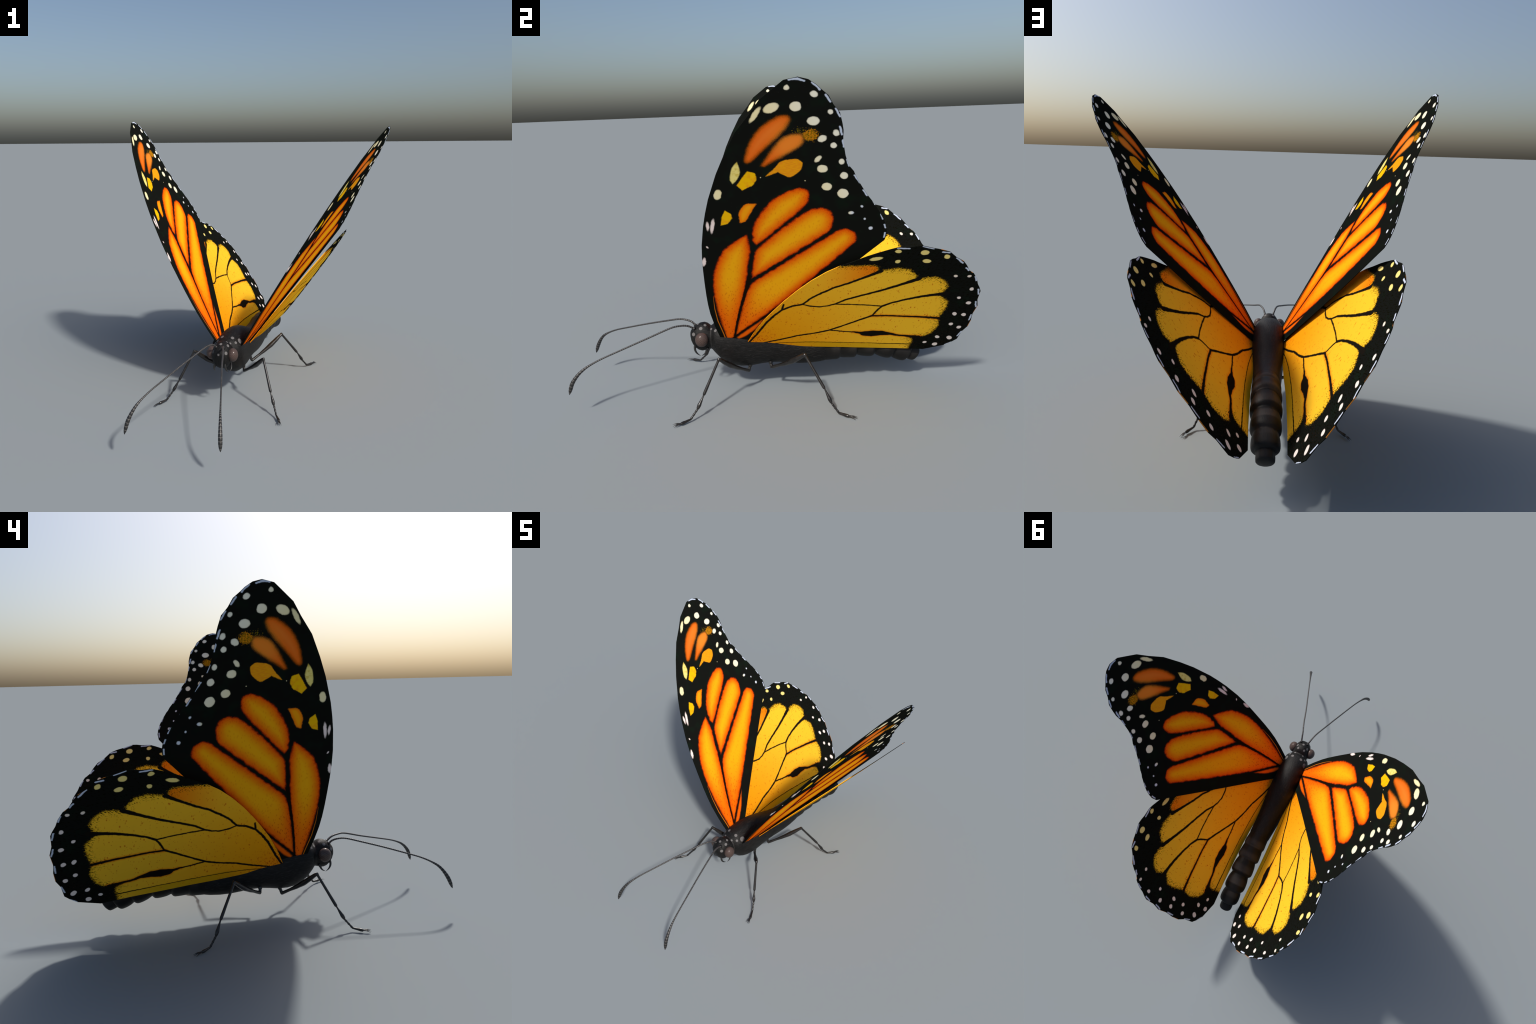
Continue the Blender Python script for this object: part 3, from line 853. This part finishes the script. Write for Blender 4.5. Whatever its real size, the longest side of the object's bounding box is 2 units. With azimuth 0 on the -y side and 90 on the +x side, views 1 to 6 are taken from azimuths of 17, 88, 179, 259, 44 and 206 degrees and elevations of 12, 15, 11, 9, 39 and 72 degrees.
# --- antennae: ringed stalk and banded club ----------------------------------------
def antenna(points):
    path = spline(points, 900)
    s = np.concatenate([[0], np.cumsum(np.linalg.norm(np.diff(path, axis=0), axis=1))])
    total = s[-1]
    stops, pos = [], 0.0
    while pos < total - 0.004:                     # ring borders: short on the stalk, long on the club
        club = np.clip((pos - (total - 0.20)) / 0.08, 0, 1)
        length = 0.0095 + 0.0075 * club
        stops.append((pos, length, club))
        pos += length
    rows, pale = [], []

    def radius(u):
        return float(np.interp(u, [0, 0.03, 0.12, total - 0.26, total - 0.19, total - 0.12, total - 0.065, total - 0.03, total - 0.012, total],
                               [0.0054, 0.0052, 0.0046, 0.0040, 0.0046, 0.0076, 0.0100, 0.0094, 0.0060, 0.0008]))
    for pos, length, club in stops:
        share = 0.32 - 0.13 * club
        for t, r, p in ((0.0, 0.94, 0), (0.10, 1.03, 0), ((1 - share) * 0.9, 1.03, 0), (1 - share, 0.97, 1), (1 - share * 0.5, 1.0, 1)):
            u = min(pos + t * length, total - 0.001)
            rows.append((u, radius(u) * r))
            pale.append(p if pos < total - 0.022 else 0)
    rows.append((total, 0.0006))
    pale.append(0)
    pts = [[np.interp(u, s, path[:, k]) for k in range(3)] for u, _ in rows]
    sides = 12
    v, f = tube(pts, [r for _, r in rows], sides)
    me = make_mesh("antenna", v, f)
    ob = add_object("antenna", me, head, [ring_dark, ring_pale])
    for i in range(len(rows) - 1):
        for k in range(sides):
            me.polygons[i * sides + k].material_index = pale[i]
    # dark socket on the brow
    bm = bmesh.new()
    p, q = Vector(points[0]), Vector(points[1])
    bmesh.ops.create_cone(bm, cap_ends=True, segments=20, radius1=0.0105, radius2=0.0062, depth=0.012)
    bmesh.ops.bevel(bm, geom=bm.edges[:], offset=0.0012, segments=2, affect="EDGES")
    bm.transform(Matrix.Translation(p + (q - p).normalized() * 0.001) @ (q - p).to_track_quat("Z", "Y").to_matrix().to_4x4())
    sm = bpy.data.meshes.new("antenna_socket")
    bm.to_mesh(sm)
    bm.free()
    sm.polygons.foreach_set("use_smooth", [True] * len(sm.polygons))
    add_object("antenna_socket", sm, head, [horn_mat])
    return ob


antenna([(-0.020, -0.388, 0.362), (-0.010, -0.420, 0.382), (0.002, -0.457, 0.389), (0.021, -0.507, 0.386), (0.056, -0.619, 0.352), (0.098, -0.740, 0.317),
         (0.133, -0.841, 0.287), (0.153, -0.900, 0.263), (0.164, -0.930, 0.245), (0.173, -0.955, 0.223), (0.182, -0.981, 0.187), (0.189, -1.000, 0.131)])
antenna([(-0.066, -0.386, 0.363), (-0.073, -0.404, 0.380), (-0.081, -0.435, 0.390), (-0.093, -0.474, 0.391), (-0.119, -0.546, 0.375), (-0.159, -0.656, 0.348),
         (-0.200, -0.769, 0.317), (-0.229, -0.846, 0.294), (-0.253, -0.904, 0.267), (-0.269, -0.939, 0.239), (-0.286, -0.970, 0.191), (-0.295, -0.993, 0.133)])


# --- legs -----------------------------------------------------------------------------
def leg(root, joint, knee, tib, bulge, ankle, foot, claws):
    V = Vector
    root, joint, knee, tib, bulge, ankle, foot = map(V, (root, joint, knee, tib, bulge, ankle, foot))

    def at(a, b, t, r, lift=(0, 0, 0)):
        return (*(a.lerp(b, t) + V(lift)), r)
    side = (knee - joint).cross(V((0, 0, 1))).normalized()
    sag = side.cross((knee - joint).normalized()).normalized() * -0.007
    thigh = tube_mesh("leg", [
        at(root, joint, 0, 0.0120), at(root, joint, 0.42, 0.0108), at(root, joint, 0.48, 0.0084), at(root, joint, 0.85, 0.0088), at(root, joint, 1.0, 0.0090),
        at(joint, knee, 0.05, 0.0086, sag * 0.2), at(joint, knee, 0.22, 0.0080, sag * 0.6), at(joint, knee, 0.42, 0.0112, sag), at(joint, knee, 0.62, 0.0142, sag),
        at(joint, knee, 0.80, 0.0126, sag * 0.5), at(joint, knee, 0.93, 0.0100), at(joint, knee, 1.0, 0.0084)], 14)
    ob = add_object("leg", thigh, butterfly, [leg_mat])
    shin = tube_mesh("tibia", [
        at(knee, tib, -0.04, 0.0070), at(knee, tib, 0.01, 0.0084), at(knee, tib, 0.06, 0.0066), at(knee, tib, 0.5, 0.0070), at(knee, tib, 0.88, 0.0080),
        at(knee, tib, 0.96, 0.0078), at(knee, tib, 1.0, 0.0048)], 12)
    children = [add_object("tibia", shin, ob, [leg_mat])]
    t = [at(tib, bulge, 0, 0.0040), at(tib, bulge, 0.15, 0.0044), at(tib, bulge, 0.5, 0.0075), at(tib, bulge, 0.72, 0.0098), at(tib, bulge, 0.9, 0.0082), at(tib, bulge, 1.0, 0.0052)]
    for k in range(3):                             # three short waisted joints
        t += [at(bulge, ankle, (k + 0.10) / 3, 0.0046), at(bulge, ankle, (k + 0.62) / 3, 0.0060), at(bulge, ankle, (k + 0.92) / 3, 0.0046)]
    t += [at(ankle, foot, 0.0, 0.0048), at(ankle, foot, 0.35, 0.0058), at(ankle, foot, 0.78, 0.0078), at(ankle, foot, 0.95, 0.0068), at(ankle, foot, 1.0, 0.0045)]
    children.append(add_object("tarsus", tube_mesh("tarsus", t, 10, 4), ob, [leg_mat]))
    ahead = (foot - ankle).normalized()
    for c in claws[:3]:
        c = V(c)
        start = foot + (c - foot).normalized() * 0.001 - ahead * 0.004
        mid = start.lerp(c, 0.5) + V((0, 0, 0.0035))
        s = spline([(*start, 0.0034), (*mid, 0.0024), (*c, 0.0004)], 10)
        v, f = tube(s[:, :3], s[:, 3], 8)
        children.append(add_object("claw", make_mesh("claw", v, f), ob, [horn_mat]))
    return ob, children


for spec in (
    dict(root=(-0.006, -0.100, 0.156), joint=(0.004, -0.113, 0.117), knee=(0.168, -0.257, 0.268), tib=(0.233, -0.338, 0.112), bulge=(0.260, -0.370, 0.054),
         ankle=(0.283, -0.404, 0.014), foot=(0.311, -0.450, 0.0085),
         claws=[(0.331, -0.480, 0.003), (0.313, -0.488, 0.010), (0.324, -0.486, 0.006), (0.335, -0.468, 0.0015)]),
    dict(root=(0.000, 0.003, 0.166), joint=(0.015, 0.009, 0.136), knee=(0.163, 0.171, 0.265), tib=(0.246, 0.257, 0.117), bulge=(0.276, 0.286, 0.054),
         ankle=(0.297, 0.318, 0.012), foot=(0.328, 0.362, 0.0085),
         claws=[(0.336, 0.402, 0.006), (0.352, 0.390, 0.0012), (0.343, 0.400, 0.003), (0.358, 0.380, 0.001)]),
):
    ob, kids = leg(**spec)
    pivot = Matrix.Translation((MIRROR_X - spec["joint"][0], spec["joint"][1], 0))
    swing = math.radians(1.4 if spec["foot"][1] > 0 else 0.0)     # the left hind leg stands a little further forward
    other = copy_object(ob, butterfly, pivot @ Matrix.Rotation(swing, 4, "Z") @ pivot.inverted() @ mirror)
    for kid in kids:
        copy_object(kid, other, Matrix.Identity(4))


# --- wings -------------------------------------------------------------------------------
def wing_mesh(name, outline, bend, thickness=0.0032):
    bm = bmesh.new()
    vs = [bm.verts.new((x, y, 0)) for x, y in outline]
    bm.faces.new(vs)
    for axis, lo, hi in ((0, -0.15, 1.15), (1, -0.2, 1.45)):
        c = lo
        while c < hi:
            co, no = [0, 0, 0], [0, 0, 0]
            co[axis], no[axis] = c, 1
            bmesh.ops.bisect_plane(bm, geom=bm.verts[:] + bm.edges[:] + bm.faces[:], plane_co=co, plane_no=no)
            c += 0.06
    for v in bm.verts:
        v.co.z = bend(v.co.x, v.co.y)
    bm.normal_update()
    faces = bm.faces[:]
    low = bmesh.ops.duplicate(bm, geom=faces)
    twin = {a: b for a, b in low["vert_map"].items() if isinstance(a, bmesh.types.BMVert)}
    border = [e for e in bm.edges if len(e.link_faces) == 1 and e.verts[0] in twin and e.verts[1] in twin]
    pairs = [(e.verts[0], e.verts[1]) for e in border]
    back = [f for f in low["geom"] if isinstance(f, bmesh.types.BMFace)]
    tops = {v for f in faces for v in f.verts}
    for v in tops:
        v.co.z += thickness / 2
    for v in {v for f in back for v in f.verts}:
        v.co.z -= thickness / 2
    bmesh.ops.reverse_faces(bm, faces=back)
    done = set()
    for a, b in pairs:
        if a not in tops or b not in tops or (a, b) in done:
            continue
        done.add((a, b))
        done.add((b, a))
        bm.faces.new((a, b, low["vert_map"][b], low["vert_map"][a]))
        for e in (bm.edges.get((a, b)), bm.edges.get((low["vert_map"][a], low["vert_map"][b]))):
            e.smooth = False
    bmesh.ops.recalc_face_normals(bm, faces=bm.faces[:])
    me = bpy.data.meshes.new(name)
    bm.to_mesh(me)
    bm.free()
    for p in me.polygons:
        p.use_smooth = abs(p.normal.z) > 0.5
    return me


def placement(cols, at):
    m = Matrix([[*cols[i], at[i]] for i in range(3)] + [[0, 0, 0, 1]])
    return m


def bowed(depth):
    """Each forewing bows a little: the root lies nearer the body than the flat of the tip."""
    return lambda x, y: 0.0015 - depth * max(0.0, 0.93 - y) ** 2 - 0.008 * max(0.0, y - 0.93) ** 2


fore_mat = forewing_material()
fore = add_object("forewing", wing_mesh("forewing", FOREWING_OUTLINE, bowed(0.0165)), butterfly, [fore_mat])
fore.matrix_local = placement(FOREWING_RIGHT, FOREWING_RIGHT_AT)
other = add_object("forewing", wing_mesh("forewing", FOREWING_OUTLINE, bowed(0.0470)), butterfly, [fore_mat])
other.matrix_local = placement(FOREWING_LEFT, FOREWING_LEFT_AT)
hind = add_object("hindwing", wing_mesh("hindwing", HINDWING_OUTLINE, lambda x, y: -0.0105 * min(1.0, max(0.0, (0.60 - x) / 0.48)) ** 1.3), butterfly, [hindwing_material()])
hind.matrix_local = placement(HINDWING_RIGHT, HINDWING_RIGHT_AT)
copy_object(hind, butterfly, placement(HINDWING_LEFT, HINDWING_LEFT_AT))
